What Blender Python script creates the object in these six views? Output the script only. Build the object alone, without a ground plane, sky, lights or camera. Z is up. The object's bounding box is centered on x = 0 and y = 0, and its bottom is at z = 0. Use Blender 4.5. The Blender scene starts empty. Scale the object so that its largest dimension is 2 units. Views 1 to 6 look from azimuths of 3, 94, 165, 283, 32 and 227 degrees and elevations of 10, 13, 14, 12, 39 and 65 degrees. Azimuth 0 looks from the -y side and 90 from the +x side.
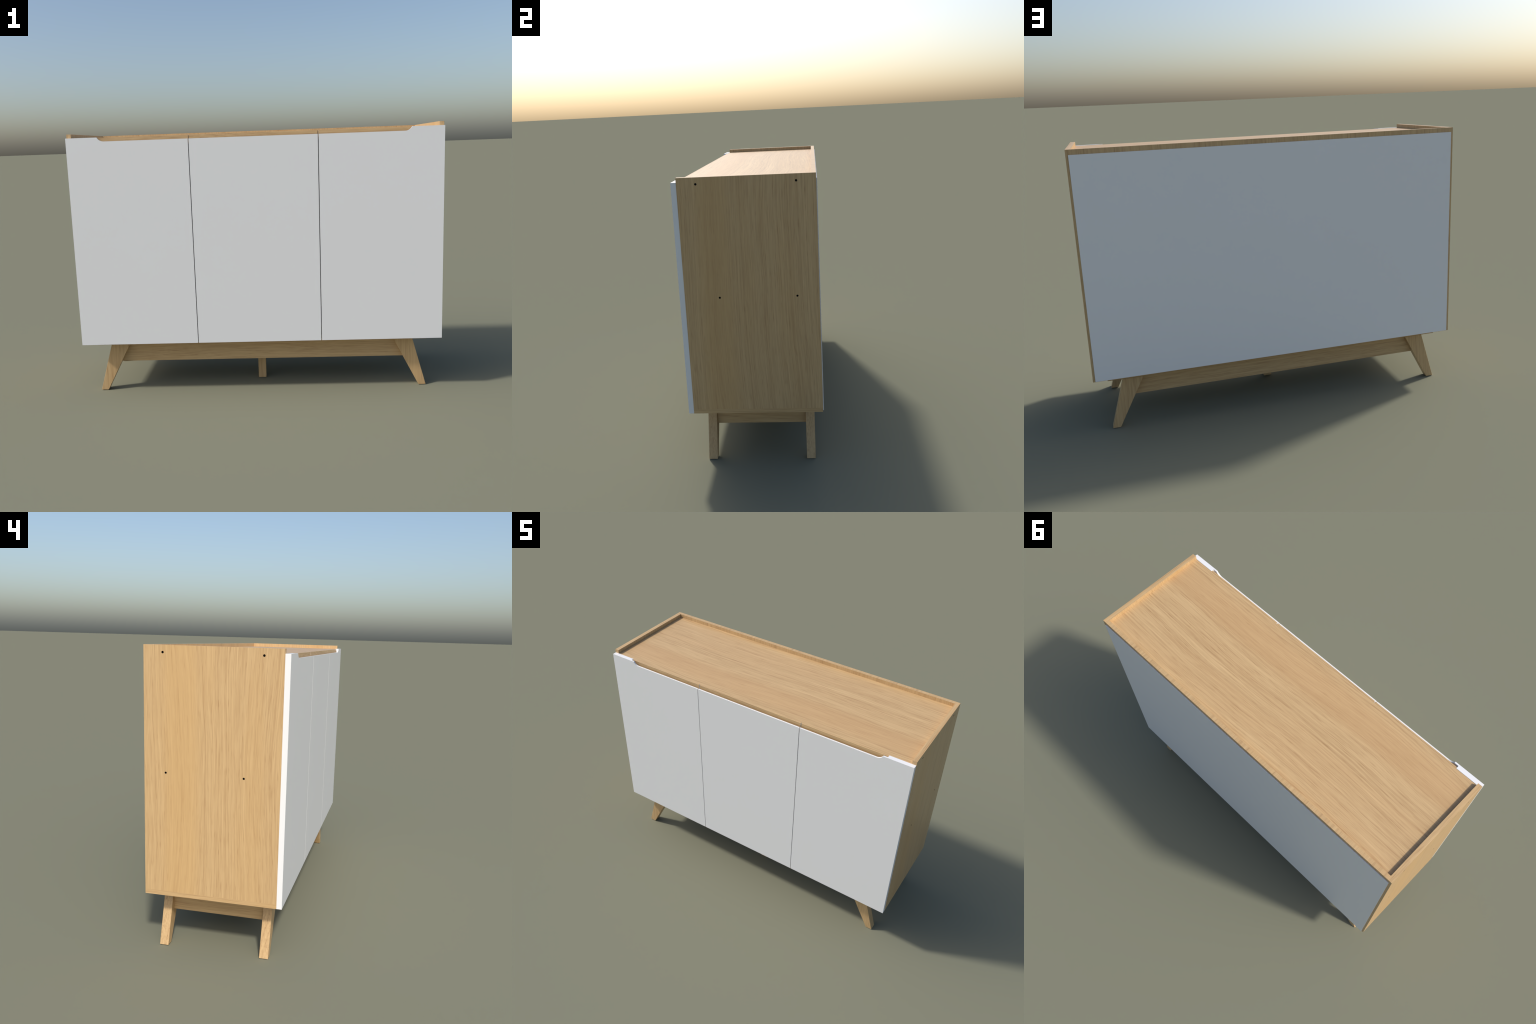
"""Three-door sideboard: oak carcass with a raised rim, white doors with a long
finger-pull notch, white back, and a splayed-leg stand.  Metres, z up, front = -y."""
import bpy, bmesh, math
from mathutils import Vector

# ------------------------------------------------------------------ sizes
HALF_W = 1.0                       # half width of the case
CASE_BOTTOM, CASE_TOP = 0.293, 1.4572
FRONT, BACK = -0.3078, 0.3285      # case depth without doors and back board
SIDE_T = 0.0243                    # side panel thickness
RAIL_T = 0.0223                    # rear rail thickness
BOTTOM_T = 0.0215
TABLE_Z = 1.4346                   # upper face of the sunk top
TABLE_T = 0.034
DOOR_FRONT, DOOR_BACK = -0.3330, -0.3080
DOOR_TOP, DOOR_BOTTOM = 1.4360, 0.2927
NOTCH_Z = 1.4141                   # lowered door edge between the two ears
NOTCH_X0, NOTCH_X1 = 0.8308, 0.7950
LIP_T = 0.0083                     # white front lip of the finger pull
STRIP_T = 0.0083                   # oak strip at the back of the finger pull
POCKET_X = 0.8542
POCKET_Z = 1.388
GAP_X, GAP = 0.3425, 0.0041        # centre lines and width of the door gaps
STAND_X, STAND_Y0, STAND_Y1 = 0.930, -0.2630, 0.2842
PLATE_Z = 0.269


# ------------------------------------------------------------------ materials
class Graph:
    """Small helper that strings shader nodes together."""

    def __init__(self, mat):
        self.t = mat.node_tree
        self.t.nodes.clear()

    def node(self, kind, **props):
        n = self.t.nodes.new(kind)
        for k, v in props.items():
            setattr(n, k, v)
        return n

    def put(self, socket, value):
        if isinstance(value, bpy.types.NodeSocket):
            self.t.links.new(value, socket)
        else:
            socket.default_value = value

    def math(self, op, a, b=0.0, c=0.0, clamp=False):
        n = self.node("ShaderNodeMath", operation=op, use_clamp=clamp)
        for s, v in zip(n.inputs, (a, b, c)):
            self.put(s, v)
        return n.outputs[0]

    def vec(self, x, y, z):
        n = self.node("ShaderNodeCombineXYZ")
        for s, v in zip(n.inputs, (x, y, z)):
            self.put(s, v)
        return n.outputs[0]

    def vmul(self, v, k):
        n = self.node("ShaderNodeVectorMath", operation="MULTIPLY")
        self.put(n.inputs[0], v)
        n.inputs[1].default_value = k
        return n.outputs[0]

    def noise(self, vector=None, w=None, detail=2.0, rough=0.5, scale=1.0):
        n = self.node("ShaderNodeTexNoise", noise_dimensions="1D" if vector is None else "3D")
        n.inputs["Scale"].default_value = scale
        n.inputs["Detail"].default_value = detail
        n.inputs["Roughness"].default_value = rough
        if vector is None:
            self.put(n.inputs["W"], w)
        else:
            self.put(n.inputs["Vector"], vector)
        return n.outputs["Fac"]

    def span(self, v, a, b, lo=0.0, hi=1.0):
        n = self.node("ShaderNodeMapRange", interpolation_type="SMOOTHSTEP")
        for s, x in zip(n.inputs, (v, a, b, lo, hi)):
            self.put(s, x)
        return n.outputs[0]

    def mix(self, f, a, b, blend="MIX"):
        n = self.node("ShaderNodeMix", data_type="RGBA", blend_type=blend)
        self.put(n.inputs["Factor"], f)
        self.put(n.inputs[6], a)
        self.put(n.inputs[7], b)
        return n.outputs[2]

    def bsdf(self, colour, rough, spec=0.5, normal=None):
        p = self.node("ShaderNodeBsdfPrincipled")
        self.put(p.inputs["Base Color"], colour)
        self.put(p.inputs["Roughness"], rough)
        p.inputs["Specular IOR Level"].default_value = spec
        if normal is not None:
            self.put(p.inputs["Normal"], normal)
        o = self.node("ShaderNodeOutputMaterial")
        self.t.links.new(p.outputs[0], o.inputs[0])


def new_material(name):
    m = bpy.data.materials.new(name)
    m.use_nodes = True
    return m, Graph(m)


OAK_DARK = (0.385, 0.230, 0.102, 1)
OAK_MID = (0.532, 0.355, 0.175, 1)
OAK_LIGHT = (0.635, 0.440, 0.224, 1)
OAK_GOLD = (0.560, 0.350, 0.145, 1)


def oak(name, grain, offset=(0, 0, 0), flip=1.0, figure=1.0, band=None, gain=1.0, dash_gain=0.95,
        heart=OAK_GOLD):
    """Plain-sawn oak whose fibres run along the object axis `grain`.

    figure: how strongly the growth lines wander; band: centre and half width
    (across the grain) of a warmer heartwood stripe."""
    m, g = new_material(name)
    tc = g.node("ShaderNodeTexCoord")
    sep = g.node("ShaderNodeSeparateXYZ")
    g.t.links.new(tc.outputs["Object"], sep.inputs[0])
    x, y, z = sep.outputs
    a, b, l = {"x": (y, z, x), "y": (z, x, y), "z": (y, x, z)}[grain]
    a0 = g.math("MULTIPLY", a, flip)
    a = g.math("ADD", a0, offset[0])
    b = g.math("ADD", b, offset[1])
    l = g.math("ADD", l, offset[2])
    p = g.vec(a, b, l)

    # growth lines: distance across the grain, bent by slow noise into figures
    bend = g.math("SUBTRACT", g.noise(g.vmul(p, (1.9, 1.9, 0.75)), detail=1.5, rough=0.4), 0.5)
    bend = g.math("MULTIPLY", bend, 0.26 * figure)
    wob = g.math("SUBTRACT", g.noise(g.vmul(p, (18, 18, 3.0)), detail=1.0), 0.5)
    wob = g.math("MULTIPLY", wob, 0.010)
    u = g.math("ADD", g.math("ADD", a, g.math("MULTIPLY", b, 0.7)), g.math("ADD", bend, wob))
    lines = g.noise(w=g.math("MULTIPLY", u, 85.0), detail=2.0, rough=0.6)
    broad = g.noise(w=g.math("MULTIPLY", u, 13.0), detail=1.0)
    # ray flecks and fibres follow the lines but break off along the grain
    q = g.vec(g.math("ADD", u, g.math("MULTIPLY", b, -0.7)), b, l)
    dash = g.noise(g.vmul(q, (185, 185, 4.6)), detail=2.0, rough=0.6)
    fibre = g.noise(g.vmul(q, (330, 330, 9.0)), detail=3.0, rough=0.65)
    pore = g.noise(g.vmul(q, (240, 240, 13.0)), detail=1.0)
    early = g.span(lines, 0.40, 0.62)
    pore = g.math("MULTIPLY", g.span(pore, 0.58, 0.72), g.math("MULTIPLY_ADD", early, 0.6, 0.4))

    v = g.math("MULTIPLY_ADD", g.math("SUBTRACT", lines, 0.5), -0.55, 0.52)
    v = g.math("MULTIPLY_ADD", g.math("SUBTRACT", broad, 0.5), 0.36, v)
    v = g.math("MULTIPLY_ADD", g.math("SUBTRACT", dash, 0.5), dash_gain, v)
    v = g.math("MULTIPLY_ADD", g.math("SUBTRACT", fibre, 0.5), 0.75, v)
    v = g.math("MULTIPLY_ADD", pore, -0.30, v, clamp=True)
    ramp = g.node("ShaderNodeValToRGB")
    e = ramp.color_ramp.elements
    e[0].position, e[0].color = 0.05, OAK_DARK
    e[1].position, e[1].color = 0.95, OAK_LIGHT
    mid = e.new(0.52)
    mid.color = OAK_MID
    g.t.links.new(v, ramp.inputs[0])
    # warm and cool drifts
    drift = g.noise(g.vmul(p, (7.0, 7.0, 0.6)), detail=2.0)
    warm = g.span(drift, 0.46, 0.66, 0.0, 0.25)
    if band:
        d = g.math("ABSOLUTE", g.math("SUBTRACT", g.math("ADD", a0, g.math("MULTIPLY", bend, 0.35)), band[0]))
        warm = g.math("MAXIMUM", warm, g.span(d, band[1] * 0.35, band[1], band[2], 0.0))
    col = g.mix(g.math("MULTIPLY", warm, 0.8), ramp.outputs[0], heart)
    col = g.mix(1.0, col, (gain, gain, gain, 1), "MULTIPLY")

    bump = g.node("ShaderNodeBump")
    bump.inputs["Strength"].default_value = 0.12
    bump.inputs["Distance"].default_value = 0.001
    g.t.links.new(v, bump.inputs["Height"])
    rough = g.math("MULTIPLY_ADD", fibre, 0.10, 0.37)
    g.bsdf(col, rough, 0.5, bump.outputs[0])
    return m


def lacquer(name, colour, rough):
    m, g = new_material(name)
    tc = g.node("ShaderNodeTexCoord")
    n = g.noise(tc.outputs["Object"], detail=2.0, scale=3.0)
    k = g.span(n, 0.3, 0.7, 0.996, 1.0)
    col = g.mix(1.0, colour, g.vec(k, k, k), "MULTIPLY")
    g.bsdf(col, rough, 0.5)
    return m


def dark(name, colour, rough):
    m, g = new_material(name)
    tc = g.node("ShaderNodeTexCoord")
    n = g.noise(tc.outputs["Object"], detail=1.0, scale=400.0)
    g.bsdf(g.mix(n, colour, tuple(c * 0.7 for c in colour[:3]) + (1,)), rough, 0.3)
    return m


WHITE = lacquer("white_lacquer", (0.80, 0.80, 0.80, 1), 0.32)
WHITE_BOARD = lacquer("white_board", (0.80, 0.80, 0.80, 1), 0.32)
HOLE = dark("drilled_hole", (0.012, 0.010, 0.008, 1), 0.9)
STEEL = dark("blackened_steel", (0.02, 0.018, 0.016, 1), 0.5)
OAK_SIDE = oak("oak_side", "z", (0.31, 0.0, 0.2), 1.0, 0.55, (0.155, 0.11, 0.55))
OAK_SIDE_TURNED = oak("oak_side_turned", "z", (0.31, 2.0, 0.2), -1.0, 0.55, (0.155, 0.11, 0.55))
OAK_TOP = oak("oak_top", "x", (1.7, 0.0, 4.3), 1.0, 0.45, (-0.18, 0.12, 0.55),
              gain=1.01, heart=(0.530, 0.322, 0.148, 1))
OAK_RAIL = oak("oak_rail", "z", (0.0, 3.1, 0.7), 1.0, 0.3, dash_gain=0.45)
OAK_RAIL_TOP = oak("oak_rail_top", "y", (2.6, 0.9, 1.0), 1.0, 0.3, dash_gain=0.3)
OAK_LONG = oak("oak_lengthwise", "x", (5.1, 0.4, 2.0), 1.0, 0.5)
OAK_DEEP = oak("oak_depthwise", "y", (2.6, 0.9, 1.0), 1.0, 0.5)
OAK_LEG = oak("oak_leg", "z", (8.2, 1.3, 0.5), 1.0, 0.4)


# ------------------------------------------------------------------ geometry
def add(name, bm, mats, parent=None, bevel=0.0):
    bmesh.ops.recalc_face_normals(bm, faces=bm.faces)
    if bevel:
        bmesh.ops.bevel(bm, geom=list(bm.edges), offset=bevel, segments=1,
                        affect="EDGES", clamp_overlap=True)
    me = bpy.data.meshes.new(name)
    bm.to_mesh(me)
    bm.free()
    for m in mats:
        me.materials.append(m)
    ob = bpy.data.objects.new(name, me)
    bpy.context.scene.collection.objects.link(ob)
    ob.parent = parent
    return ob


def box_bm(x0, x1, y0, y1, z0, z1):
    bm = bmesh.new()
    vs = [bm.verts.new((x, y, z)) for z in (z0, z1) for y in (y0, y1) for x in (x0, x1)]
    for f in ((0, 2, 3, 1), (4, 5, 7, 6), (0, 1, 5, 4), (2, 6, 7, 3), (0, 4, 6, 2), (1, 3, 7, 5)):
        bm.faces.new([vs[i] for i in f])
    return bm


def box(name, lims, mats, parent, bevel=0.0006):
    return add(name, box_bm(*lims), mats, parent, bevel)


def prism_bm(profile, y0, y1):
    """Extrude an x-z outline from y0 to y1."""
    bm = bmesh.new()
    lo = [bm.verts.new((x, y0, z)) for x, z in profile]
    hi = [bm.verts.new((x, y1, z)) for x, z in profile]
    bm.faces.new(lo)
    bm.faces.new(hi[::-1])
    n = len(profile)
    for i in range(n):
        j = (i + 1) % n
        bm.faces.new((lo[i], hi[i], hi[j], lo[j]))
    return bm


def cut(ob, cutters):
    """Boolean difference, applied; the cutters are removed."""
    for c in cutters:
        md = ob.modifiers.new("cut", "BOOLEAN")
        md.operation, md.object, md.solver = "DIFFERENCE", c, "EXACT"
        md.material_mode = "TRANSFER"
    bpy.context.view_layer.update()
    dg = bpy.context.evaluated_depsgraph_get()
    me = bpy.data.meshes.new_from_object(ob.evaluated_get(dg))
    old, name = ob.data, ob.data.name
    ob.modifiers.clear()
    ob.data = me
    bpy.data.meshes.remove(old)
    me.name = name
    for c in cutters:
        cm = c.data
        bpy.data.objects.remove(c)
        bpy.data.meshes.remove(cm)


def arc_drop(x_top, z_top, x_low, z_low, n=12):
    """Hollow quarter-like curve leaving (x_top, z_top) steeply and meeting z_low flat."""
    dx, dz = x_low - x_top, z_top - z_low
    theta = 2 * math.atan2(dz, abs(dx))
    r = abs(dx) / math.sin(theta)
    s = math.copysign(1, dx)
    pts = []
    for i in range(n + 1):
        t = theta * (1 - i / n)
        pts.append((x_low - s * r * math.sin(t), z_low + r * (1 - math.cos(t))))
    return pts


# ------------------------------------------------------------------ the sideboard
root = bpy.data.objects.new("sideboard", None)
bpy.context.scene.collection.objects.link(root)
root["label"] = "oak sideboard with three white doors on splayed legs"
root["category"] = "sideboard"

# sides, each drilled with four screw holes
HOLES = ((-0.2180, 1.4255, 0.0055), (0.2388, 1.4255, 0.0055),
         (-0.1410, 0.8868, 0.0051), (0.2250, 0.8868, 0.0051))


def disc_bm(x0, x1, y, z, r, n=24):
    bm = bmesh.new()
    ring = [(y + r * math.cos(2 * math.pi * i / n), z + r * math.sin(2 * math.pi * i / n)) for i in range(n)]
    lo = [bm.verts.new((x0, p, q)) for p, q in ring]
    hi = [bm.verts.new((x1, p, q)) for p, q in ring]
    bm.faces.new(lo)
    bm.faces.new(hi[::-1])
    for i in range(n):
        j = (i + 1) % n
        bm.faces.new((lo[i], hi[i], hi[j], lo[j]))
    return bm


def screw_bm(x_face, into, y, z, r):
    """Button head with a hexagon socket, sunk in its hole."""
    bm = disc_bm(x_face, x_face + into * 0.006, y, z, r)
    cap = min(bm.faces, key=lambda f: abs(f.calc_center_median().x - x_face) + (0 if len(f.verts) > 4 else 9))
    inner = bmesh.ops.inset_region(bm, faces=[cap], thickness=r * 0.45)
    sock = bmesh.ops.extrude_discrete_faces(bm, faces=[cap])["faces"]
    bmesh.ops.translate(bm, verts=list(sock[0].verts), vec=(into * 0.003, 0, 0))
    return bm


for sx, mat in ((-1, OAK_SIDE), (1, OAK_SIDE_TURNED)):
    xa, xb = sorted((sx * HALF_W, sx * (HALF_W - SIDE_T)))
    side = box("side_panel", (xa, xb, FRONT, BACK, CASE_BOTTOM + BOTTOM_T, CASE_TOP), [mat, HOLE, OAK_DEEP], root, 0.0)
    tools = []
    for y, z, r in HOLES:
        xs = sorted((sx * (HALF_W + 0.01), sx * (HALF_W - 0.016)))
        tools.append(add("drill", disc_bm(xs[0], xs[1], y, z, r), [HOLE]))
    cut(side, tools)
    for f in side.data.polygons:                        # lipping along the rim
        if f.normal.z > 0.9 and f.center.z > CASE_TOP - 0.001:
            f.material_index = 2
    for y, z, r in HOLES:
        add("screw", screw_bm(sx * (HALF_W - 0.009), -sx, y, z, r - 0.0006), [STEEL], side)

INNER = HALF_W - SIDE_T
box("top_panel", (-INNER, INNER, FRONT, BACK - RAIL_T, TABLE_Z - TABLE_T, TABLE_Z), [OAK_TOP], root)
rail = box("rear_rail", (-INNER, INNER, BACK - RAIL_T, BACK, TABLE_Z - TABLE_T, CASE_TOP), [OAK_RAIL, OAK_RAIL_TOP], root, 0.0)
for f in rail.data.polygons:
    if f.normal.z > 0.9:
        f.material_index = 1
box("bottom_panel", (-HALF_W, HALF_W, FRONT, BACK, CASE_BOTTOM, CASE_BOTTOM + BOTTOM_T), [OAK_DEEP], root, 0.0)
box("back_panel", (-0.9877, 0.9877, BACK, 0.3330, 0.2955, 1.4321), [WHITE_BOARD], root, 0.0004)

# doors
door_x = ((-0.9988, -GAP_X - GAP / 2), (-GAP_X + GAP / 2, GAP_X - GAP / 2), (GAP_X + GAP / 2, 0.9988))
LIP_BACK = DOOR_FRONT + LIP_T
for x0, x1 in door_x:
    outer = 0 if x0 < -0.5 else (1 if x1 > 0.5 else None)
    pocket_low = POCKET_Z
    if outer is None:
        top = [(x0, NOTCH_Z), (x1, NOTCH_Z)]
        pocket = [(x0 - 0.01, pocket_low), (x0 - 0.01, 1.5), (x1 + 0.01, 1.5), (x1 + 0.01, pocket_low)]
        sx0, sx1 = x0, x1
    else:
        s = -1 if outer == 0 else 1
        ear = arc_drop(s * NOTCH_X0, DOOR_TOP, s * NOTCH_X1, NOTCH_Z)
        well = arc_drop(s * POCKET_X, DOOR_TOP, s * (NOTCH_X1 - 0.005), pocket_low, 14)
        edge = x0 if s < 0 else x1                      # outer end of the cabinet
        meet = x1 if s < 0 else x0                      # end at the middle door
        top = [(edge, DOOR_TOP)] + ear + [(meet, NOTCH_Z)]
        pocket = [(s * POCKET_X, 1.5)] + well + [(meet - s * 0.01, pocket_low), (meet - s * 0.01, 1.5)]
        sx0, sx1 = sorted((meet, s * (POCKET_X - 0.0006)))
    profile = [(top[0][0], DOOR_BOTTOM)] + top + [(top[-1][0], DOOR_BOTTOM)]
    door = add("door", prism_bm(profile, DOOR_FRONT, DOOR_BACK), [WHITE], root)
    tool = add("router", prism_bm(pocket, LIP_BACK, DOOR_BACK + 0.02), [WHITE])
    cut(door, [tool])
    # oak strip that closes the finger pull at the back
    bm = box_bm(sx0, sx1, DOOR_BACK - STRIP_T, DOOR_BACK - 0.0003, pocket_low + 0.0004, TABLE_Z - 0.0003)
    strip = add("finger_pull", bm, [OAK_LONG, WHITE], door, 0.0004)
    for f in strip.data.polygons:
        if abs(f.normal.x) > 0.9:
            f.material_index = 1

# stand: plate, aprons, splayed legs and one middle support
stand = box("stand", (-STAND_X, STAND_X, STAND_Y0 + 0.0005, STAND_Y1 - 0.0005, PLATE_Z, CASE_BOTTOM - 0.0002),
            [OAK_LONG], root)
LEG_T = 0.0440
FOOT = (0.8895, 0.9300)
HEAD = (0.7488, 0.8533)
Z_APRON = 0.1605
AP_T = 0.0225
for s in (-1, 1):
    for y0 in (STAND_Y0, STAND_Y1 - LEG_T):
        outline = [(s * FOOT[0], 0.0), (s * FOOT[1], 0.0), (s * HEAD[1], PLATE_Z), (s * HEAD[0], PLATE_Z)]
        add("leg", prism_bm(outline, y0, y0 + LEG_T), [OAK_LEG], stand, 0.0008)
    xo = s * 0.846
    xs = sorted((xo, xo - s * AP_T))
    box("apron", (xs[0], xs[1], STAND_Y0 + LEG_T, STAND_Y1 - LEG_T, Z_APRON - 0.002, PLATE_Z), [OAK_DEEP], stand)


def apron_end(z):
    """Half length of the long aprons: they run into the slanted legs."""
    return 0.5 * (FOOT[0] + FOOT[1] + (HEAD[0] + HEAD[1] - FOOT[0] - FOOT[1]) * z / PLATE_Z) - 0.004


for y0 in (-0.2295, 0.2485 - AP_T):
    lo, hi = apron_end(Z_APRON), apron_end(PLATE_Z)
    outline = [(-lo, Z_APRON), (lo, Z_APRON), (hi, PLATE_Z), (-hi, PLATE_Z)]
    add("apron", prism_bm(outline, y0, y0 + AP_T), [OAK_LONG], stand, 0.0006)
box("support_leg", (-0.0225, 0.0225, -0.1070, -0.0665, 0.0, PLATE_Z), [OAK_LEG], stand, 0.0008)
